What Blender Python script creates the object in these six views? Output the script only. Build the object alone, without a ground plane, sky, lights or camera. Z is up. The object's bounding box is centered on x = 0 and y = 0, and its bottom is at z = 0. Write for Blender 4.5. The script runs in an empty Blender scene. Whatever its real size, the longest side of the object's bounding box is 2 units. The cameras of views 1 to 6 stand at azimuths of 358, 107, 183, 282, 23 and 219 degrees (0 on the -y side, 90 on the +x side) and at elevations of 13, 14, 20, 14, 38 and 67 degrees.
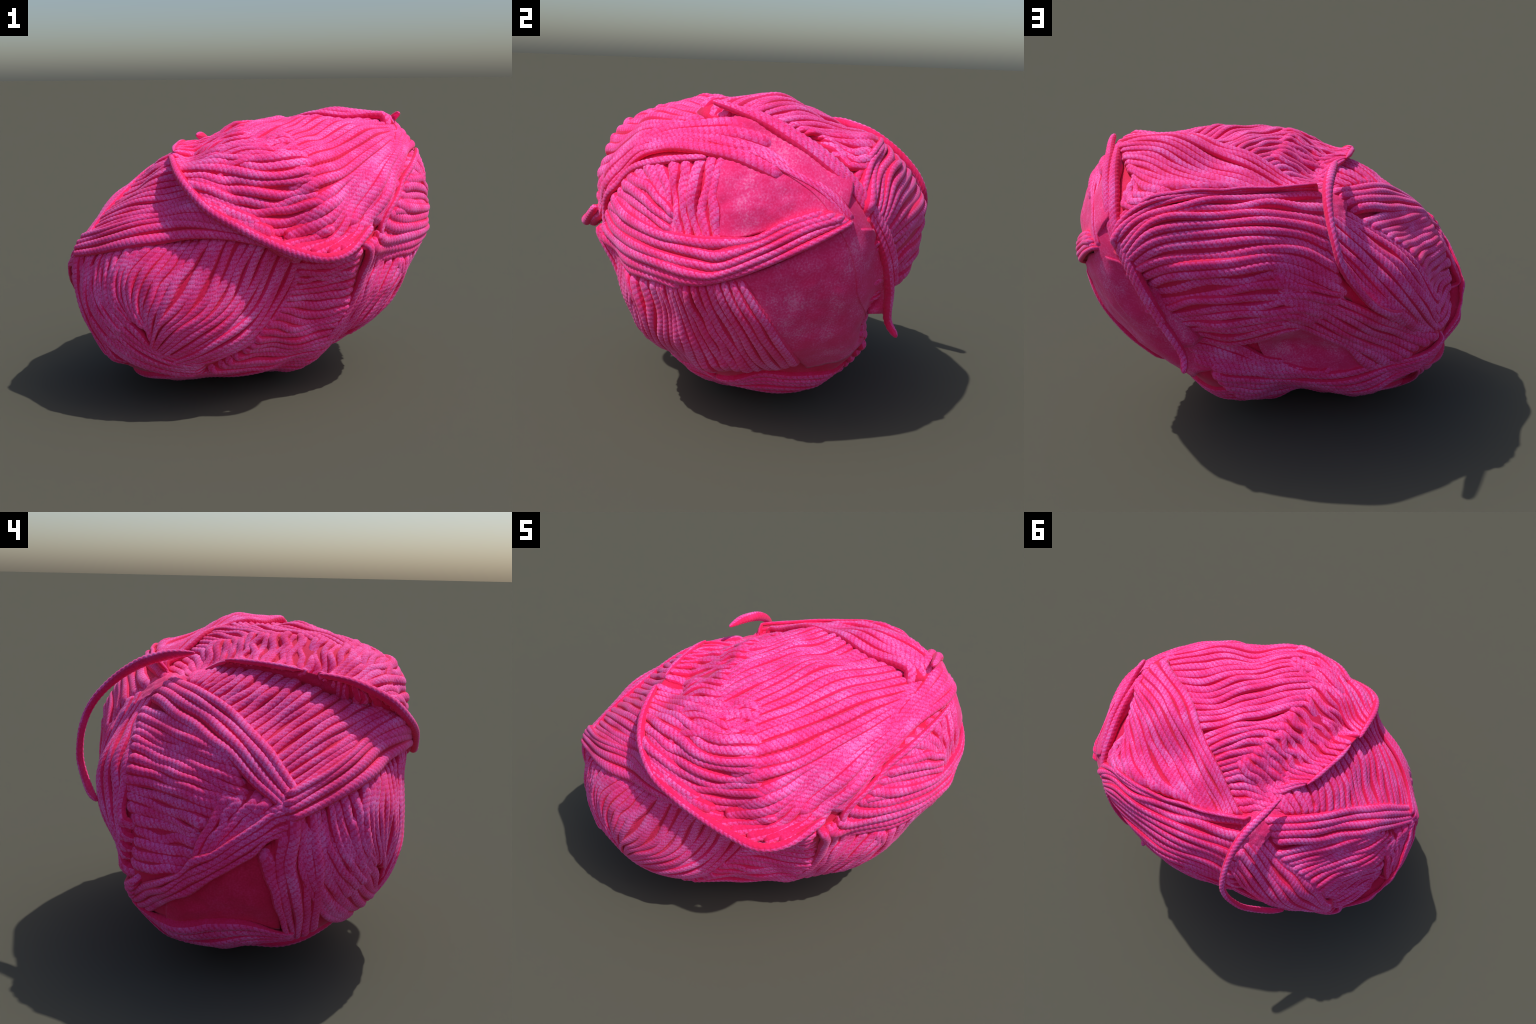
"""A ball of pink knitting yarn: a lumpy wound core, crossed by bundles of
parallel twisted strands, with a folded flap, raised cords and a loose loop."""
import bpy, bmesh, math
import numpy as np
from mathutils import noise, Vector

RNG = np.random.default_rng(7)
COL = bpy.context.scene.collection

# ---------------------------------------------------------------- core shape
# The ball is lofted through cross-sections along its tilted long axis.  Each
# row is one cross-section (from the blunt high end to the low nose): radii,
# seen from the centre, at equal turns round the axis.
RINGS = [
    [1.00],
    [1.05, 1.07, 1.07, 1.07, 1.06, 1.05, 1.03, 1.01, 0.99, 0.97, 0.95, 0.94, 0.93, 0.93, 0.94, 0.95, 0.96, 0.98, 1.01, 1.03],
    [1.04, 1.07, 1.05, 1.03, 1.05, 1.01, 0.99, 0.97, 0.95, 0.90, 0.87, 0.85, 0.85, 0.84, 0.84, 0.85, 0.87, 0.93, 0.95, 0.99],
    [1.00, 1.03, 0.99, 0.95, 0.94, 0.84, 0.88, 0.92, 0.89, 0.88, 0.81, 0.75, 0.79, 0.79, 0.79, 0.79, 0.80, 0.85, 0.88, 0.95],
    [0.89, 0.95, 0.94, 0.80, 0.80, 0.74, 0.82, 0.81, 0.85, 0.81, 0.80, 0.72, 0.72, 0.74, 0.71, 0.77, 0.76, 0.78, 0.83, 0.85],
    [0.82, 0.88, 0.85, 0.75, 0.74, 0.71, 0.75, 0.82, 0.87, 0.83, 0.72, 0.63, 0.67, 0.68, 0.67, 0.73, 0.75, 0.74, 0.76, 0.70],
    [0.77, 0.84, 0.80, 0.69, 0.66, 0.70, 0.74, 0.80, 0.87, 0.77, 0.67, 0.59, 0.62, 0.67, 0.69, 0.69, 0.73, 0.75, 0.68, 0.63],
    [0.73, 0.78, 0.75, 0.68, 0.60, 0.66, 0.70, 0.79, 0.85, 0.78, 0.68, 0.64, 0.66, 0.64, 0.70, 0.69, 0.72, 0.71, 0.65, 0.61],
    [0.67, 0.75, 0.72, 0.69, 0.65, 0.67, 0.69, 0.72, 0.83, 0.78, 0.75, 0.73, 0.67, 0.68, 0.66, 0.71, 0.71, 0.63, 0.63, 0.58],
    [0.71, 0.76, 0.75, 0.71, 0.70, 0.71, 0.72, 0.77, 0.79, 0.81, 0.82, 0.81, 0.74, 0.71, 0.69, 0.70, 0.67, 0.64, 0.67, 0.67],
    [0.73, 0.81, 0.82, 0.73, 0.73, 0.74, 0.74, 0.82, 0.85, 0.89, 0.89, 0.87, 0.82, 0.75, 0.73, 0.74, 0.74, 0.72, 0.75, 0.72],
    [0.78, 0.86, 0.84, 0.78, 0.78, 0.82, 0.84, 0.89, 0.91, 0.95, 0.94, 0.92, 0.89, 0.85, 0.82, 0.82, 0.85, 0.83, 0.84, 0.79],
    [0.92, 0.90, 0.87, 0.88, 0.89, 0.88, 0.91, 0.98, 0.97, 0.98, 0.97, 0.96, 0.96, 0.93, 0.89, 0.89, 0.90, 0.92, 0.92, 0.93],
    [0.97, 0.97, 0.96, 0.96, 0.97, 0.97, 0.98, 0.98, 0.98, 0.98, 0.98, 0.97, 0.97, 0.97, 0.97, 0.97, 0.97, 0.98, 0.98, 0.97],
    [0.98],
]
CENTRE = np.array([0.0, 0.0, 0.70])
AXIS = np.array([0.94, 0.06, 0.30]); AXIS /= np.linalg.norm(AXIS)
SIDE = np.cross([0, 0, 1.0], AXIS); SIDE /= np.linalg.norm(SIDE)
UP = np.cross(AXIS, SIDE)
NR, NP = len(RINGS) - 2, len(RINGS[1])
# ring table padded over both ends, so that the loft runs smoothly through
_G = np.array([r * NP if len(r) == 1 else r for r in RINGS])
_G = np.vstack([np.roll(_G[1], NP // 2), _G, np.roll(_G[NR], NP // 2)])

# local lumps and hollows: longitude, latitude, width in degrees, height in m
LUMPS = [
    (114, -20, 8, -0.045),      # hollow low on the back
    (96, -20, 6, -0.03),
    (72, -5, 8, 0.045),         # rolled lower edge of the back bundle
    (64, -29, 9, 0.05),         # bulge at the foot of the band
    (51, 10, 6, -0.035),        # groove beside the band
    (22, -38, 10, -0.045),      # tucked underside of the blunt end
    (24, 21, 7, -0.035),
    (172, -3, 8, -0.05),        # sunken wedge on the nose
    (-147, -2, 9, -0.015),
    (7, 79, 8, 0.03),           # crease on the crown
    (-79, -36, 8, -0.03)
]


def unit(lon, lat):
    a, b = np.radians(lon), np.radians(lat)
    return np.stack([np.cos(b) * np.cos(a), np.cos(b) * np.sin(a), np.sin(b)], -1)


def _cr(t):
    return np.stack([-.5*t**3 + t*t - .5*t, 1.5*t**3 - 2.5*t*t + 1,
                     -1.5*t**3 + 2*t*t + .5*t, .5*t**3 - .5*t*t], 0)


def radius(d):
    """Distance of the ball's surface from the centre in the directions d."""
    th = np.arccos(np.clip(d @ AXIS, -1, 1)); ph = np.arctan2(d @ UP, d @ SIDE)
    a = th / math.pi * (NR + 1); i = np.minimum(a.astype(int), NR); t = _cr(a - i)
    b = (ph % (2 * math.pi)) / (2 * math.pi) * NP; j = b.astype(int); s = _cr(b - j)
    r = 0.0
    for p in range(4):
        for q in range(4):
            r = r + t[p] * s[q] * _G[i + p, (j - 1 + q) % NP]
    for lon, lat, w, h in LUMPS:
        ang = np.degrees(np.arccos(np.clip(d @ unit(lon, lat), -1, 1)))
        r = r + h * np.exp(-(ang / w) ** 2)
    return r


def normed(v):
    return v / np.maximum(np.linalg.norm(v, axis=-1, keepdims=True), 1e-9)


def surface(d, lift=0.0):
    return CENTRE + d * (radius(d) + lift)[..., None]


def surface_normal(d):
    a = normed(np.cross(d, AXIS + 0.013)); b = np.cross(d, a); e = 0.03
    n = np.cross(surface(normed(d + a*e)) - surface(normed(d - a*e)),
                 surface(normed(d + b*e)) - surface(normed(d - b*e)))
    n = normed(n)
    return n * np.sign(np.sum(n * d, -1, keepdims=True))


def spline(P, u):
    """Catmull-Rom through the rows of P at parameters u in 0..1."""
    P = np.asarray(P, float); n = len(P)
    Q = np.concatenate([[2*P[0] - P[1]], P, [2*P[-1] - P[-2]]])
    a = np.clip(u, 0, 1) * (n - 1); i = np.minimum(a.astype(int), n - 2); w = _cr(a - i)
    return sum(w[k][:, None] * Q[i + k].reshape(len(u), -1) for k in range(4)).reshape((len(u),) + P.shape[1:])


def even(P, m):
    """Resample a curve to m points of equal spacing along its length."""
    s = np.r_[0, np.cumsum(np.linalg.norm(np.diff(P, axis=0), axis=1))]
    t = np.linspace(0, s[-1], m)
    return np.stack([np.interp(t, s, P[:, k]) for k in range(P.shape[1])], 1)


def wobble(u, freq, amp, rng):
    """Smooth random curve along u."""
    k = np.arange(1, 5)
    return amp * sum(rng.normal() / j**.7 * np.sin(2*math.pi*(u*freq*j/2 + rng.random())) for j in k) * .6


# ---------------------------------------------------------------- materials
def yarn_material(name, base, deep, pale, rough=0.85, strand=True):
    m = bpy.data.materials.new(name); m.use_nodes = True
    nt = m.node_tree; N = nt.nodes; L = nt.links
    p = N["Principled BSDF"]; p.inputs["Roughness"].default_value = rough
    p.inputs["Specular IOR Level"].default_value = 0.25
    p.inputs["Sheen Weight"].default_value = 0.25
    p.inputs["Sheen Roughness"].default_value = 0.5
    p.inputs["Sheen Tint"].default_value = (1.0, 0.45, 0.75, 1)
    tc = N.new("ShaderNodeTexCoord")
    # broad patches of dye: deeper and paler stretches of yarn
    n1 = N.new("ShaderNodeTexNoise"); n1.inputs["Scale"].default_value = 9.0; n1.inputs["Detail"].default_value = 4
    L.new(tc.outputs["Object"], n1.inputs["Vector"])
    # fibres
    n2 = N.new("ShaderNodeTexNoise"); n2.inputs["Scale"].default_value = 130.0; n2.inputs["Detail"].default_value = 3
    L.new(tc.outputs["Object"], n2.inputs["Vector"])
    r1 = N.new("ShaderNodeValToRGB"); e = r1.color_ramp.elements
    e[0].position = 0.41; e[0].color = (*deep, 1); e[1].position = 0.52; e[1].color = (*base, 1)
    x = e.new(0.66); x.color = (*pale, 1)
    mix = N.new("ShaderNodeMath"); mix.operation = 'MULTIPLY_ADD'
    L.new(n2.outputs["Fac"], mix.inputs[0]); mix.inputs[1].default_value = 0.45
    half = N.new("ShaderNodeMath"); half.operation = 'MULTIPLY'; half.inputs[1].default_value = 0.50
    L.new(n1.outputs["Fac"], half.inputs[0])
    L.new(half.outputs[0], mix.inputs[2])
    if strand:
        oi = N.new("ShaderNodeObjectInfo")
        ad = N.new("ShaderNodeMath"); ad.operation = 'MULTIPLY_ADD'; ad.inputs[1].default_value = 0.07
        L.new(oi.outputs["Random"], ad.inputs[0]); L.new(mix.outputs[0], ad.inputs[2])
        fac = ad.outputs[0]
    else:
        fac = mix.outputs[0]
    L.new(fac, r1.inputs["Fac"]); L.new(r1.outputs["Color"], p.inputs["Base Color"])
    b = N.new("ShaderNodeBump"); b.inputs["Strength"].default_value = 0.12; b.inputs["Distance"].default_value = 0.004
    n3 = N.new("ShaderNodeTexNoise"); n3.inputs["Scale"].default_value = 220.0; n3.inputs["Detail"].default_value = 2
    L.new(tc.outputs["Object"], n3.inputs["Vector"]); L.new(n3.outputs["Fac"], b.inputs["Height"])
    L.new(b.outputs["Normal"], p.inputs["Normal"])
    return m


STRAND_MAT = yarn_material("pink_yarn", (0.95, 0.075, 0.37), (0.93, 0.034, 0.245), (0.97, 0.19, 0.59))
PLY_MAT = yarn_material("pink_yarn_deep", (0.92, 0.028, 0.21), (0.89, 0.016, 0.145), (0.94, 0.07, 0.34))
FLANK_MAT = yarn_material("pink_yarn_flank", (0.87, 0.012, 0.13), (0.83, 0.009, 0.095), (0.90, 0.028, 0.20))  # red deepened to draw the shadow and pink bounce light between strands
INNER_MAT = yarn_material("inner_yarn", (0.80, 0.011, 0.10), (0.74, 0.008, 0.075), (0.84, 0.025, 0.16), strand=False)  # same yarn, darkened to crimson for the shade in grooves and gaps
FELT_MAT = yarn_material("felted_yarn", (0.91, 0.055, 0.27), (0.88, 0.022, 0.175), (0.94, 0.20, 0.48), strand=False)


# ---------------------------------------------------------------- builders
def mesh_object(name, verts, faces, mat, parent, smooth=True):
    me = bpy.data.meshes.new(name)
    me.from_pydata(np.asarray(verts).tolist(), [], faces if isinstance(faces, list) else faces.tolist())
    me.materials.append(mat)
    if smooth:
        me.polygons.foreach_set("use_smooth", np.ones(len(me.polygons), bool))
    me.update()
    o = bpy.data.objects.new(name, me); COL.objects.link(o)
    o.parent = parent
    return o


def tube_faces(m, k):
    i = np.arange(m - 1)[:, None]; j = np.arange(k)[None, :]
    a = i*k + j; b = i*k + (j + 1) % k
    q = np.stack([a, b, b + k, a + k], -1).reshape(-1, 4).tolist()
    return q + [list(range(k))[::-1], list(range((m - 1)*k, m*k))]


def yarn_tube(name, P, Nrm, half, flat, mat, parent, sides=16, pitch=0.025, ply=0.06, taper=0.03, hand=-1, phase=0.0):
    """A twisted four-ply strand along P, flattened on to the ball."""
    T = normed(np.gradient(P, axis=0)); B = normed(np.cross(T, Nrm)); N = np.cross(B, T)
    s = np.r_[0, np.cumsum(np.linalg.norm(np.diff(P, axis=0), axis=1))]
    half = np.broadcast_to(half, (len(P),))
    end = np.clip(np.minimum(s, s[-1] - s) / max(taper, 1e-4), 0, 1)
    end = 0.25 + 0.75*np.sqrt(1 - (1 - end)**2)
    al = np.linspace(0, 2*math.pi, sides, endpoint=False)[None, :]
    lobes = np.abs(np.cos(2*(al - hand*2*math.pi*s[:, None]/(pitch*4)) + phase))
    k = 1 - ply + 2*ply*lobes
    w = (half*end)[:, None]
    V = P[:, None] + B[:, None]*(np.cos(al)*k*w)[..., None] + N[:, None]*(np.sin(al)*k*w*flat)[..., None]
    o = mesh_object(name, V.reshape(-1, 3), tube_faces(len(P), sides), mat, parent)
    if mat is STRAND_MAT:                       # shade painted into the ply valleys and along the strand flanks
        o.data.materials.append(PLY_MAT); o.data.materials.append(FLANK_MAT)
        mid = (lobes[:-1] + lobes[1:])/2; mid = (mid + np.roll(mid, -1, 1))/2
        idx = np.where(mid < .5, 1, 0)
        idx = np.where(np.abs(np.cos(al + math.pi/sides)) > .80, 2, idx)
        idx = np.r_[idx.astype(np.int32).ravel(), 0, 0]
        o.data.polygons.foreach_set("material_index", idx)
    return o


SINK = 0.008         # strand crests stand proud of their level by this
STRAND_W = 0.043      # spacing of strands
STEP = 0.005


def guide_path(g):
    """Directions and lifts along one path of (longitude, latitude[, lift])."""
    u = np.linspace(0, 1, 120)
    d = normed(spline(np.array([unit(*p[:2]) for p in g]), u))
    l = np.interp(u, np.linspace(0, 1, len(g)), [p[2] if len(p) > 2 else 0.0 for p in g])
    return d, l


def bundle(where, guides, h=0.0, n=None, width=STRAND_W, flat=0.85, pad=True, rough=1.0, edge=0.0, fill=0.03,
           crown=0.0, ply=0.065, mat=None, lifts=None, along=(0, 0), extend=(.05, .05), dive=.06, stuff=False):
    """Strands laid side by side between guide paths (longitude, latitude) on the ball."""
    rng = np.random.default_rng(sum(map(ord, where)))
    M = 60
    G = []; own = []
    for g in guides:
        d, l = guide_path(g)
        X = surface(d)
        # carry the path on a little at both ends, where it dives under its neighbours
        a = normed(X[0] - X[12]); b = normed(X[-1] - X[-13])
        X = np.concatenate([[X[0] + a*extend[0]*t for t in (1, .66, .33) if extend[0]], X]) if extend[0] else X
        X = np.concatenate([X, [X[-1] + b*extend[1]*t for t in (.33, .66, 1)]]) if extend[1] else X
        l = np.r_[[l[0]]*(3 if extend[0] else 0), l, [l[-1]]*(3 if extend[1] else 0)]
        X = even(np.c_[surface(normed(X - CENTRE)), l], M)
        G.append(X[:, :3]); own.append(X[:, 3])
    G = np.array(G); own = np.array(own)               # guides x M x 3
    lifts = np.zeros(len(G)) if lifts is None else np.array(lifts, float)
    across = np.linalg.norm(np.diff(G, axis=0), axis=2).mean(1).sum()
    if n is None:
        n = max(2, int(round(across / width)) + 1)
    # even out the guides across the bundle
    gap = np.r_[0, np.cumsum(np.linalg.norm(np.diff(G, axis=0), axis=2).mean(1))]; gap /= gap[-1]
    def across_at(v):
        x = np.interp(v, gap, np.linspace(0, 1, len(G)))
        return spline(G, np.atleast_1d(x))
    vs = np.linspace(0, 1, n)
    u = np.linspace(0, 1, M)
    def height(v, uu, length, dive):
        x = np.interp(v, gap, np.linspace(0, len(G) - 1, len(G))); i = min(int(x), len(G) - 2)
        l = np.interp(uu, u, own[i]*(1 - x + i) + own[i + 1]*(x - i))
        l = l + h - SINK + np.interp(np.interp(v, gap, np.linspace(0, 1, len(G))), np.linspace(0, 1, len(G)), lifts)
        l = l + along[0]*np.clip(1 - 2*uu, 0, 1)**2 + along[1]*np.clip(2*uu - 1, 0, 1)**2
        l = l + crown*(1 - (2*v - 1)**2)
        for e, x in zip(extend, (uu*length, (1 - uu)*length)):
            if e:
                l = l - (dive + max(h, 0))*np.clip(1 - x/e, 0, 1)**1.5
        return l
    vv = np.linspace(0, 1, max(4, n))
    S = across_at(vv)
    part = sheet("strand_bundle", S, np.array([height(v, u, np.linalg.norm(np.diff(g, axis=0), axis=1).sum(), dive*.35) for v, g in zip(vv, S)]), fill)
    for c, v in enumerate(vs):
        line = across_at(v)[0]
        lo = across_at(max(0, v - .5/(n-1)))[0]; hi = across_at(min(1, v + .5/(n-1)))[0]
        f = 1.0 if 0 < c < n-1 else 2.0
        gapw = np.linalg.norm(hi - lo, axis=1)*f
        sideways = normed(hi - lo)
        line = line + sideways*(wobble(u, 2.0, .16*rough, rng)*np.minimum(gapw, .05))[:, None]
        length = np.linalg.norm(np.diff(line, axis=0), axis=1).sum()
        m = max(12, int(length/STEP))
        uu = np.linspace(0, 1, m)
        line = spline(line, uu)
        half = np.clip(np.interp(uu, u, gapw)*.52, .010, .034)
        d = normed(line - CENTRE)
        lift = height(v, uu, length, dive) - half*flat*.62 + wobble(uu, 1.5, .0045*rough, rng) + rng.normal()*.0025*rough
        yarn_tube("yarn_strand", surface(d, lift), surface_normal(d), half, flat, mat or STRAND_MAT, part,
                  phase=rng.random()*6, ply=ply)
    if stuff:                       # the hidden winds underneath stay one piece
        bm = bmesh.new()
        for o in [o for o in bpy.data.objects if o.parent == part]:
            bm.from_mesh(o.data); mats = list(o.data.materials)
            bpy.data.objects.remove(o)
        me = bpy.data.meshes.new("strand_mat"); bm.to_mesh(me); bm.free()
        for x in mats:
            me.materials.append(x)
        o = bpy.data.objects.new("strand_mat", me); COL.objects.link(o); o.parent = part; o["kind"] = "stuff"
    return part


def sheet(name, S, h, fill, mat=None):
    """Backing of a bundle: the wound yarn below its strands, a closed slab."""
    a, b = S.shape[:2]
    d = normed(S - CENTRE)
    top = surface(d, h - .007); bot = surface(d, np.minimum(h - .012, -fill))
    V = np.concatenate([top.reshape(-1, 3), bot.reshape(-1, 3)])
    o = a*b; F = []
    for i in range(a - 1):
        for j in range(b - 1):
            q = [i*b + j, i*b + j + 1, (i+1)*b + j + 1, (i+1)*b + j]
            F += [q, [x + o for x in q[::-1]]]
    rim = [j for j in range(b)] + [i*b + b-1 for i in range(1, a)] + [(a-1)*b + j for j in range(b-2, -1, -1)] + [i*b for i in range(a-2, 0, -1)]
    for x, y in zip(rim, rim[1:] + rim[:1]):
        F.append([y, x, x + o, y + o])
    return mesh_object(name, V, F, mat or INNER_MAT, BALL)


def panel(where, guides, h=0.0, mat=None, bumps=.006):
    """A stretch of matted yarn without visible strands."""
    G = np.array([np.c_[guide_path(g)] for g in guides])[:, ::3]
    S = spline(G, np.linspace(0, 1, 48))
    d = normed(S[..., :3])
    n = np.array([noise.fractal(Vector(x*9), 0.8, 2.0, 3) for x in d.reshape(-1, 3)]).reshape(d.shape[:2])
    return sheet("matted_patch", CENTRE + d, h - .002 + S[..., 3] + bumps*n, .03, mat or FELT_MAT)


def cord(name, path, half=0.018, flat=0.9, lift=0.0, free=False, parent=None, ply=0.10, taper=0.04, mat=None):
    """One cord: a path of (longitude, latitude[, lift]) on the ball, or of points in space."""
    P = np.asarray(path, float)
    if free:
        X = spline(P, np.linspace(0, 1, 200))
    else:
        d = normed(spline(unit(P[:, 0], P[:, 1]), np.linspace(0, 1, 200)))
        l = spline(P[:, 2:3], np.linspace(0, 1, 200))[:, 0] if P.shape[1] > 2 else 0.0
        X = surface(d, lift + l + np.zeros(200))
    length = np.linalg.norm(np.diff(X, axis=0), axis=1).sum()
    X = even(X, max(16, int(length/STEP)))
    w = half if np.isscalar(half) else np.interp(np.linspace(0, 1, len(X)), np.linspace(0, 1, len(half)), half)
    d = normed(X - CENTRE)
    return yarn_tube(name, X, surface_normal(d), w, flat, mat or STRAND_MAT, parent or BALL, ply=ply, taper=taper)


# ---------------------------------------------------------------- the ball
BALL = bpy.data.objects.new("yarn_ball", None); COL.objects.link(BALL)
BALL["label"] = "hot pink ball of knitting yarn wound in crossing bundles"
BALL["category"] = "yarn ball"


def build_core(sink=0.034, nu=150, nv=260):
    """The inside of the ball, showing wherever no bundle covers it."""
    th = np.linspace(0.004, math.pi - 0.004, nu)[:, None]; ph = np.linspace(0, 2*math.pi, nv, endpoint=False)[None, :]
    d = (np.cos(th)[..., None]*AXIS + np.sin(th)[..., None]*(np.cos(ph)[..., None]*SIDE + np.sin(ph)[..., None]*UP))
    V = surface(d.reshape(-1, 3), np.full(nu*nv, -sink))
    V[:, 2] = np.maximum(V[:, 2], 0.0)
    return mesh_object("wound_core", V, tube_faces(nu, nv), INNER_MAT, BALL)


build_core()
# ---------------------------------------------------------------- bundles
bundle("flap_bundle", h=0.0, rough=.7, extend=(.06, 0), guides=[
    [(32, 65), (4, 78), (-87, 76), (-102, 66), (-110, 60, -0.03)],
    [(15, 59), (-23, 70), (-70, 66), (-93, 55), (-101, 51, -0.03)],
    [(5, 51), (-24, 62), (-65, 57), (-84, 49), (-94, 46, -0.03)],
    [(-3, 43), (-30, 49), (-58, 47), (-77, 41), (-83, 39, -0.03)],
    [(-7, 40), (-33, 40), (-56, 35), (-71, 32), (-78, 28, -0.03)],
    [(-9, 39), (-32, 38), (-54, 32), (-67, 27), (-74, 22, -0.03)],
    [(-11, 38), (-33, 36), (-52, 29), (-65, 18), (-83, 14, 0.066)],
    [(-17, 35), (-34, 32), (-47, 24), (-57, 15), (-72, 10, 0.108)],
    [(-24, 33), (-35, 28), (-43, 22), (-49, 15), (-62, 10, 0.09)]])
bundle("flap_end_bundle", h=0.006, width=.037, dive=.04, extend=(.08, 0), rough=2.2, guides=[
    [(-80, 39), (-94, 41), (-103, 39), (-108, 31), (-115, 31, 0.054)],
    [(-87, 50), (-104, 49), (-115, 43), (-121, 35), (-126, 39, 0.1)],
    [(-100, 62), (-116, 59), (-129, 49), (-136, 45, 0.081)],
    [(-108, 72), (-131, 66), (-149, 58), (-150, 52, 0.049)],
    [(-149, 82), (-163, 72), (-170, 65), (-166, 56, 0.035)],
    [(136, 83), (164, 75), (168, 68), (-179, 58, 0.035)],
    [(99, 72), (125, 68), (142, 62), (172, 59, 0.04)]])
bundle("flap_corner_bundle", h=0.0, lifts=[0, .012, 0, 0, .008, .008, 0], extend=(0, .08), rough=1.5, guides=[
    [(-135, 44, 0.083), (-107, 51), (-89, 53), (-74, 53)],
    [(-126, 39, 0.1), (-102, 41), (-88, 38), (-72, 39)],
    [(-120, 35, 0.08), (-101, 32), (-87, 31), (-70, 32)],
    [(-114, 30, 0.046), (-98, 26), (-85, 24), (-68, 26)],
    [(-108, 26, 0.028), (-95, 21), (-83, 17), (-66, 19)],
    [(-102, 22, 0.027), (-91, 17), (-79, 11), (-63, 13)],
    [(-97, 20, 0.021), (-92, 17, 0.022), (-86, 15, 0.042), (-80, 12, 0.069)]])
bundle("rim_band", h=0.0, guides=[
    [(15, 42), (-1, 42), (-13, 41), (-23, 37), (-33, 32), (-41, 26), (-44, 20)],
    [(21, 29), (0, 34), (-14, 34), (-23, 31), (-33, 25), (-40, 18)]])
bundle("end_face_lower_bundle", h=0.018, extend=(0, .05), guides=[
    [(-43, 13, -0.02), (-41, 8), (-14, 6), (2, 5), (9, 6), (19, 10), (28, 14), (37, 18)],
    [(-39, 17, -0.02), (-30, 13), (-9, 10), (4, 9), (10, 9), (19, 13), (28, 17), (35, 19)],
    [(-31, 22, -0.02), (-21, 18), (-7, 15), (2, 14), (9, 14), (17, 15), (23, 18), (30, 20)]])
bundle("end_face_fan_bundle", h=-0.004, guides=[
    [(-27, 27), (-16, 23), (-7, 20), (-4, 16)],
    [(-17, 29), (-8, 24), (-5, 20), (-3, 16)],
    [(-8, 30), (-4, 24), (-3, 19), (-1, 14)],
    [(-1, 30), (-1, 24), (0, 20), (2, 14)],
    [(5, 30), (5, 25), (4, 20), (6, 14)],
    [(9, 31), (8, 26), (8, 21), (9, 15)]])
bundle("end_face_rim_bundle", h=0.0, guides=[
    [(-49, 18), (-36, 26), (-25, 33), (-10, 35), (2, 34), (11, 32), (17, 32), (23, 29), (31, 25), (37, 19)],
    [(-57, 22), (-33, 36), (-12, 39), (3, 37), (11, 35), (18, 34), (25, 30), (33, 25), (38, 20)]])
panel("end_band", h=0.0, guides=[
    [(13, 43, -0.037), (21, 41, -0.036), (28, 37, -0.037), (34, 33, -0.057), (40, 28, -0.07), (45, 23, -0.079), (50, 17, -0.052), (55, 9, 0), (60, 0, 0.026), (64, -10, 0.103)],
    [(11, 41, 0.017), (19, 39, 0.017), (26, 36, 0.02), (32, 32, 0.001), (37, 28, -0.018), (42, 23, -0.033), (47, 17, -0.023), (52, 10, 0.036), (56, 1, 0.039), (60, -10, 0.099)],
    [(9, 38), (17, 36), (26, 30), (32, 26), (37, 21), (41, 15), (47, 7), (55, -4), (53, -9)],
    [(7, 35), (15, 32), (24, 28), (30, 24), (34, 19), (38, 13), (41, 7), (45, -1), (66, -18)]])
panel("end_low_panel", h=-.004, bumps=.008, guides=[
    [(9, 5), (13, 2), (17, -3), (23, -10), (30, -21), (41, -34)],
    [(17, 8), (22, 3), (28, -3), (35, -11), (44, -19), (54, -30)],
    [(24, 11), (28, 7), (33, 0), (40, -7), (49, -16), (60, -25)],
    [(31, 15), (34, 10), (38, 4), (45, -4), (66, -20), (66, -22)],
    [(38, 17), (40, 12), (45, 6), (50, -2), (54, -9)],
    [(45, 17), (51, 11), (56, 4), (71, -10), (53, -7)]])
bundle("under_end_bundle", h=0.006, extend=(.05, .12), guides=[
    [(-29, 1), (-36, -13), (-40, -29)],
    [(-20, 1), (-25, -11), (-30, -24)],
    [(-24, 0), (-23, -11), (-28, -27)],
    [(-10, 1), (-11, -11), (-26, -41)],
    [(0, 2), (2, -11), (5, -26)],
    [(8, 4), (13, -10), (21, -32)],
    [(15, 5), (21, -6), (31, -24)]])
bundle("crown_bundle", h=0.0, extend=(.08, .05), guides=[
    [(1, 46, 0.052), (7, 52, 0.035), (20, 61, 0.022), (41, 65, 0.008), (69, 66, 0.014), (94, 61, 0.035), (110, 53, 0.034)],
    [(10, 42), (21, 53), (44, 58), (78, 57), (100, 49)],
    [(17, 43), (30, 50), (47, 51), (70, 51), (85, 48)],
    [(24, 42), (35, 45), (49, 45), (63, 45), (72, 46)],
    [(32, 40), (40, 40), (49, 40), (59, 41)],
    [(38, 37), (43, 34), (48, 34)],
    [(39, 33), (42, 31), (45, 31)]])
bundle("back_ridge_bundle", h=0.0, n=3, extend=(.04, .02), guides=[
    [(39, 24, -0.05), (44, 30, -0.007), (51, 35, 0.025), (57, 38, 0.014), (64, 41, 0.022), (71, 43, 0.025), (79, 46, 0.031), (90, 48, 0.042), (102, 50, 0.055), (117, 51, 0.059)],
    [(44, 22), (47, 28), (52, 33), (62, 38), (73, 43), (91, 48), (120, 50)]])
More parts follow.
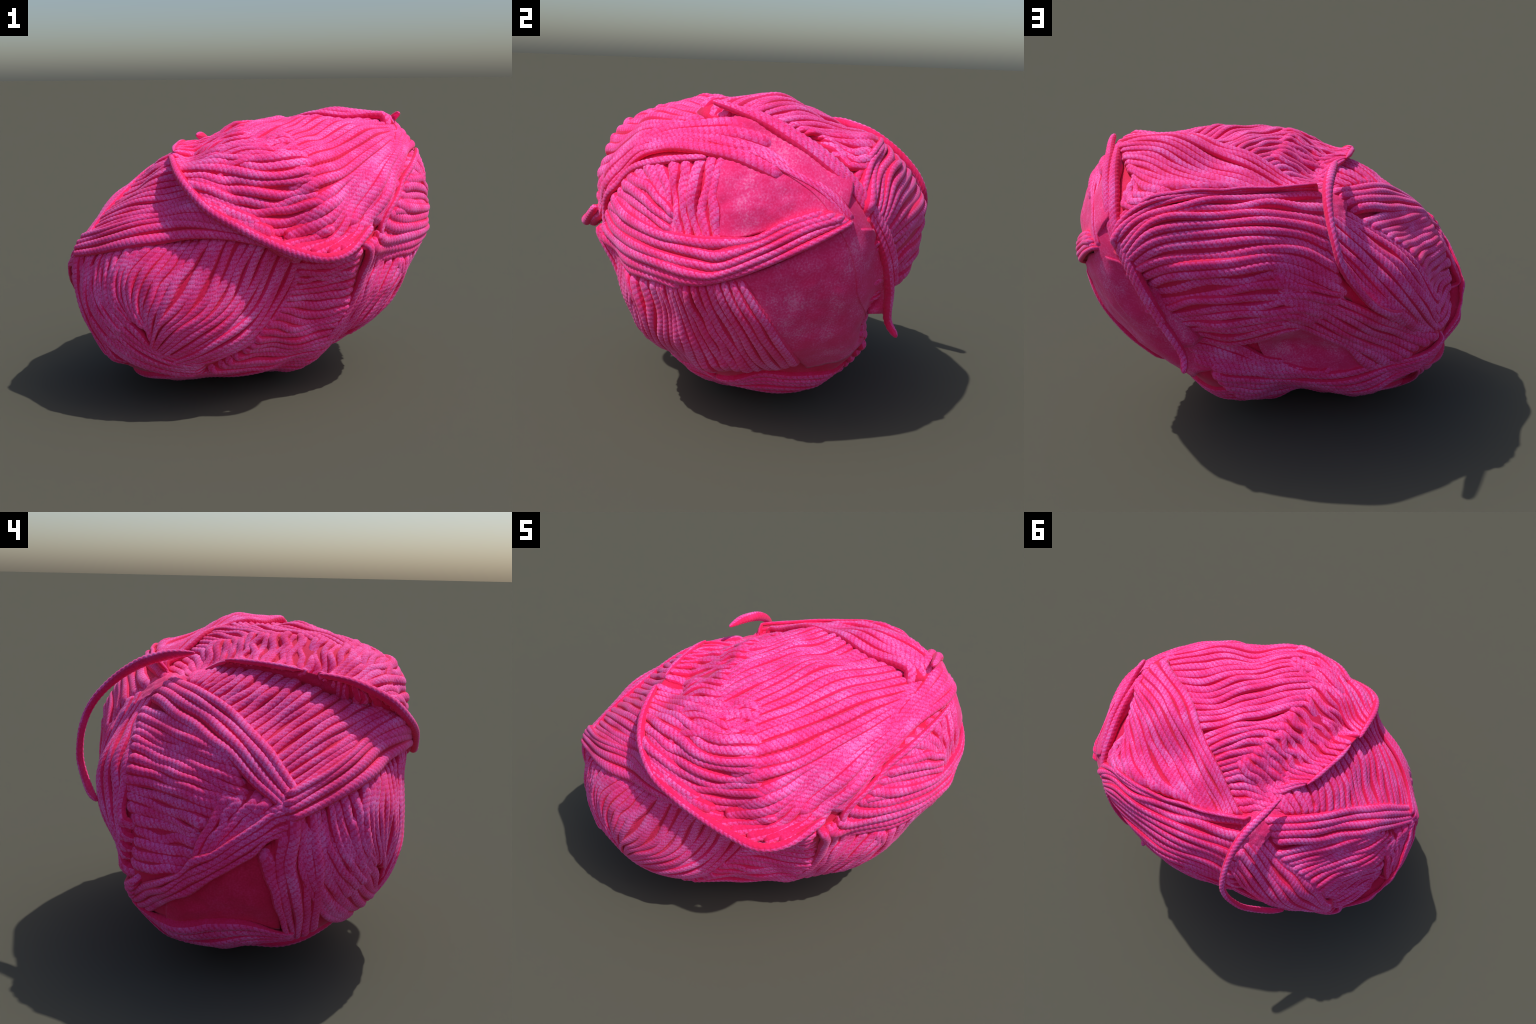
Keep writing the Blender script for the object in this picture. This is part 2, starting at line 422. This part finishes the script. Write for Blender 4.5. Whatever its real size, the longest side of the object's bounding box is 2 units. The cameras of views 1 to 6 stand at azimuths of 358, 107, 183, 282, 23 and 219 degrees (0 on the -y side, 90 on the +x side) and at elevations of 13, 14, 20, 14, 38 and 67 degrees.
bundle("back_bundle", h=0.0, extend=(.11, .1), rough=1.8, guides=[
    [(45, 22), (52, 32), (64, 37), (78, 42), (97, 46), (117, 47)],
    [(48, 20), (55, 28), (69, 33), (83, 36), (101, 37), (113, 34)],
    [(49, 17), (58, 24), (74, 29), (88, 31), (102, 30), (112, 25)],
    [(49, 13), (61, 19), (78, 22), (91, 24), (103, 22), (113, 16)],
    [(50, 9), (64, 14), (81, 17), (95, 18), (106, 14), (115, 9)],
    [(52, 5), (67, 10), (84, 13), (99, 13), (112, 10)],
    [(54, 1), (70, 6), (86, 8), (99, 8), (111, 4)],
    [(55, -3), (72, -1), (86, 1), (96, 2), (103, -1)],
    [(58, -8), (68, -10), (81, -10), (93, -4), (100, -4)]])
bundle("back_low_bundle", h=0.0, extend=(.05, .09), guides=[
    [(92, 21), (106, 12), (123, 2), (143, -9), (156, -15)],
    [(95, 14), (109, 6), (130, -8), (150, -18)],
    [(96, 7), (110, -1), (129, -14), (146, -23)],
    [(95, 1), (106, -6), (122, -16), (135, -26)]])
bundle("base_back_bundle", h=-0.004, extend=(.1, .05), guides=[
    [(58, -5), (68, -11), (79, -22), (93, -30)],
    [(58, -12), (68, -18), (84, -29), (101, -34)],
    [(60, -20), (74, -27), (95, -38), (117, -32)]])
bundle("base_rim_bundle", h=0.0, guides=[
    [(65, -23), (83, -34), (107, -36), (131, -29), (148, -24), (160, -17)],
    [(69, -44), (96, -62), (132, -49), (143, -35), (154, -27)]])
bundle("side_panel_bundle", h=0.0, guides=[
    [(132, 37, -0.018), (141, 26, -0.009), (147, 17, -0.029), (151, 9, -0.016), (153, 1, 0.003), (155, -2, 0.017)],
    [(120, 36), (129, 25), (135, 15), (142, 3), (155, -11)],
    [(117, 29), (124, 20), (130, 10), (137, 1), (152, -12)],
    [(115, 21), (121, 12), (128, 5), (137, -3)]])
bundle("nose_ridge_bundle", h=0.004, guides=[
    [(135, 49), (168, 42), (-174, 32), (-164, 22), (-159, 14), (-156, 9)],
    [(138, 43), (166, 37), (-177, 28), (-167, 18), (-161, 11), (-157, 6)],
    [(140, 38), (161, 33), (179, 25), (-170, 16), (-163, 9), (-158, 5)]])
bundle("shoulder_bundle", h=0.0, guides=[
    [(148, 51), (131, 65), (137, 72)],
    [(172, 44), (179, 50), (-172, 61)],
    [(-173, 32), (-163, 40), (-151, 48), (-138, 54)],
    [(-164, 22), (-152, 30), (-137, 37), (-117, 42)],
    [(-159, 15), (-146, 22), (-126, 28), (-107, 30)],
    [(-156, 11), (-143, 17), (-123, 22), (-93, 23)]])
bundle("nose_arm_bundle", h=0.022, guides=[
    [(-158, 10), (-144, 16), (-132, 21), (-117, 25), (-104, 25), (-93, 22)],
    [(-159, 7), (-144, 13), (-130, 18), (-115, 21), (-97, 20), (-85, 17)],
    [(-158, 5), (-142, 10), (-128, 14), (-115, 17), (-100, 17), (-85, 14)]])
bundle("belly_bundle", h=0.0, width=.037, extend=(.10, .05), guides=[
    [(-153, 3), (-153, -3), (-150, -10), (-143, -19)],
    [(-144, 5), (-143, -1), (-140, -7), (-135, -12)],
    [(-130, 10), (-134, 3), (-134, -3), (-131, -11)],
    [(-122, 11), (-128, 0), (-129, -8), (-127, -14)],
    [(-114, 12), (-121, -1), (-125, -10), (-127, -19)],
    [(-105, 14), (-115, -6), (-122, -13), (-127, -20)],
    [(-97, 13), (-107, -7), (-118, -15), (-127, -23)],
    [(-86, 12), (-96, -8), (-110, -18), (-126, -26)],
    [(-71, 9), (-77, -9), (-90, -23), (-105, -28), (-122, -31)]])
bundle("belly_base_bundle", h=-0.002, guides=[
    [(-138, -1), (-137, -6), (-135, -11), (-131, -16), (-126, -22), (-115, -28)],
    [(-143, 1), (-142, -5), (-139, -11), (-134, -18), (-126, -24), (-116, -30)],
    [(-149, 1), (-148, -6), (-144, -13), (-138, -21), (-129, -28), (-118, -34)],
    [(-155, 1), (-156, -7), (-152, -15), (-146, -24), (-136, -31), (-122, -38)],
    [(-153, 3), (-152, -7), (-148, -17), (-139, -26)]])
bundle("front_gap_bundle", h=0.01, extend=(.05, .10), guides=[
    [(-72, 6), (-62, 5), (-52, 8)],
    [(-73, -1), (-61, -1), (-51, 2)],
    [(-76, -9), (-60, -10), (-48, -8)],
    [(-80, -16), (-62, -24), (-47, -18)],
    [(-87, -21), (-67, -29), (-49, -24)],
    [(-93, -28), (-67, -38), (-47, -34)],
    [(-100, -33), (-80, -43), (-51, -41)],
    [(-111, -38), (-87, -50), (-51, -51)]])
bundle("nose_panel_bundle", h=0.0, guides=[
    [(138, 32), (156, 30), (173, 26), (-176, 21)],
    [(144, 25), (158, 23), (173, 20), (-173, 16)],
    [(148, 20), (161, 18), (176, 15), (-171, 11)],
    [(152, 14), (163, 13), (176, 11), (-170, 8)],
    [(153, 9), (164, 9), (174, 8), (-175, 6)]])
bundle("nose_hollow_bundle", h=-0.014, extend=(.10, .08), guides=[
    [(154, 7), (165, 6), (176, 5), (-177, 4)],
    [(156, 2), (165, 1), (178, 0)],
    [(160, -3), (167, -3), (179, -2)],
    [(161, -8), (169, -8), (177, -7)],
    [(161, -13), (168, -12), (174, -11)]])
bundle("nose_lip_bundle", h=0.0, n=4, fill=0.07, extend=(.02, .03), guides=[
    [(-160, 6, 0.001), (-163, 5, 0), (-166, 3, 0.015), (-169, 1, 0.023), (-172, -1, 0.025), (-176, -4, 0.028), (-180, -6, 0.04), (176, -10, 0.042), (171, -13, 0.025), (163, -18, -0.02), (155, -24, 0)],
    [(-159, 4, 0.002), (-162, 3, 0), (-165, 1, 0.015), (-168, -1, 0.022), (-171, -3, 0.025), (-175, -6, 0.024), (-178, -8, 0.034), (177, -11, 0.031), (172, -15, 0.02), (165, -20, -0.017), (156, -26, 0)],
    [(-158, 2, 0.003), (-161, 1, 0.002), (-164, 0, 0.016), (-167, -3, 0.019), (-170, -5, 0.024), (-174, -8, 0.02), (-177, -10, 0.03), (178, -14, 0.022), (173, -17, 0.016), (166, -23, -0.023), (157, -29, 0)]])
bundle("nose_fan_bundle", h=0.0, extend=(.08, .04), guides=[
    [(-175, 7, 0.001), (-176, 4, 0.002), (-177, 1, 0.006), (-179, -2, 0.008), (180, -5, 0.023)],
    [(-161, 6, 0.001), (-165, 4, -0.006), (-168, 2, 0.002), (-171, -1, 0.005), (-174, -3, 0.008)]])
bundle("nose_drop_bundle", h=0.0, extend=(.05, .1), guides=[
    [(-164, -4), (-162, -11), (-160, -19), (-157, -28)],
    [(-160, 0), (-160, -8), (-158, -17), (-155, -29)],
    [(-157, 4), (-157, -4), (-155, -15), (-153, -29)],
    [(-153, 4), (-152, -4), (-151, -15), (-149, -27)]])
panel("pocket_panel", h=-0.014, mat=INNER_MAT, guides=[  # dark crimson tint carries the shadow under the nose lip
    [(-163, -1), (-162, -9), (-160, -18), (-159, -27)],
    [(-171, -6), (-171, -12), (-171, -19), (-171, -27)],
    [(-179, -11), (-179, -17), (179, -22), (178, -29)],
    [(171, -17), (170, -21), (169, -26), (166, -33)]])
bundle("nose_base_bundle", h=0.0, guides=[
    [(156, -26), (164, -28), (178, -26), (-171, -24), (-156, -28)],
    [(156, -29), (163, -36), (170, -47), (-170, -34), (-155, -31)]])
bundle("crown_fill_bundle", h=-0.006, guides=[
    [(42, 67), (26, 77), (-41, 85), (-108, 76)],
    [(56, 68), (52, 78), (15, 89), (-149, 82)],
    [(72, 67), (84, 76), (123, 80), (156, 75)],
    [(88, 64), (104, 69), (125, 68), (142, 64)],
    [(102, 59), (116, 60), (130, 58), (144, 55)],
    [(111, 53), (123, 54), (136, 53), (149, 52)]])
bundle("fold_band", h=0.008, extend=(.02, .05), guides=[
    [(-47, 10), (-44, 1), (-44, -12), (-47, -27), (-49, -40)],
    [(-37, 13), (-33, 3), (-36, -5), (-39, -15), (-40, -32)]])
bundle("end_side_bundle", h=0.006, extend=(.03, .06), guides=[
    [(-20, 27), (-12, 25), (-3, 20)],
    [(-27, 23), (-17, 21), (-4, 16)],
    [(-32, 19), (-19, 17), (-6, 13)],
    [(-34, 12), (-21, 10), (0, 6)],
    [(-33, 4), (-21, 4), (-2, 3)]])
panel("end_face_panel", h=-0.004, guides=[
    [(8, 31), (8, 26), (9, 21), (9, 15)],
    [(13, 32), (14, 26), (14, 21), (14, 15)],
    [(19, 32), (19, 26), (20, 22), (21, 17)],
    [(26, 29), (26, 26), (27, 22), (27, 19)],
    [(33, 25), (33, 23), (34, 22), (34, 20)]])
panel("crown_end_panel", h=0.0, guides=[
    [(9, 44), (18, 42), (27, 38), (35, 32), (40, 26)],
    [(11, 38), (18, 36), (26, 31), (33, 26), (38, 21)]])
panel("hollow_panel", h=-0.008, guides=[
    [(83, -5), (84, -20), (89, -29), (92, -36)],
    [(95, -2), (101, -24), (104, -31), (106, -39)],
    [(106, -6), (111, -20), (113, -28), (116, -36)],
    [(121, -13), (124, -20), (126, -26), (128, -33)],
    [(133, -19), (135, -23), (137, -26), (138, -30)]])
panel("junction_panel", h=-0.006, guides=[
    [(116, 59), (135, 55), (150, 48)],
    [(112, 45), (122, 43), (134, 41)],
    [(111, 34), (118, 33), (126, 33)]])
bundle("underside", h=-0.012, extend=(0, 0), stuff=True, guides=[
    [(lon, lat) for lon in range(0, 361, 20)] for lat in (-40, -50, -60, -70, -80)])

# ---------------------------------------------------------------- cords
# free edge of the flap, standing off the winds below it
cord("flap_lip", free=True, half=[.012, .02, .022, .022, .024, .022, .018], path=[
    (-.41, -.37, 1.262), (-.39, -.49, 1.24), (-.364, -.59, 1.20), (-.314, -.683, 1.142), (-.222, -.75, 1.055),
    (-.10, -.775, .985), (.03, -.775, .915), (.16, -.77, .86), (.30, -.765, .83), (.42, -.70, .85), (.54, -.585, .94)])
cord("flap_lip", free=True, half=[.006, .014, .012, .014, .006], path=[
    (-.40, -.30, 1.275), (-.40, -.22, 1.285), (-.39, -.12, 1.295), (-.375, -.02, 1.30), (-.36, .05, 1.30)])
# rounded border of the band round the blunt end
cord("band_edge", free=True, half=[.014, .022, .024, .022, .022, .024, .022, .016], path=[
    (.79, .06, 1.435), (.785, .15, 1.41), (.768, .268, 1.365), (.760, .368, 1.310), (.741, .460, 1.248), (.719, .545, 1.177), (.687, .615, 1.087),
    (.625, .672, .978), (.558, .707, .853), (.479, .718, .709), (.402, .710, .553), (.392, .752, .475)])
cord("band_edge", free=True, half=[.012, .022, .026, .026, .026, .026, .022, .016], path=[
    (.745, .17, 1.41), (.735, .275, 1.37), (.725, .374, 1.315), (.708, .468, 1.255), (.69, .558, 1.18), (.662, .63, 1.09),
    (.605, .69, .98), (.535, .728, .853), (.465, .735, .72)])
# loose thread: starts in a frayed tip on top, arches off the back and dips in again
cord("loose_thread", free=True, flat=1.0, taper=.12, half=[.014, .022, .024, .021, .018, .017, .016, .017, .018, .018], path=[
    (-.302, .205, 1.318), (-.285, .323, 1.306), (-.263, .454, 1.269), (-.258, .545, 1.222), (-.264, .613, 1.172),
    (-.275, .668, 1.119), (-.290, .708, 1.065), (-.307, .734, 1.007), (-.337, .743, .946), (-.376, .736, .886),
    (-.422, .716, .823), (-.478, .67, .755), (-.546, .611, .705), (-.60, .56, .69)])
# thin fold running down the front from the knotted rim
cord("fold_edge", half=[.012, .016, .016, .016, .018, .02, .018, .014], lift=-.008, path=[(5, 31), (-21, 29), (-29, 25), (-37, 20), (-40, 13), (-35, 3), (-39, -4), (-40, -13), (-41, -23), (-40, -34)])
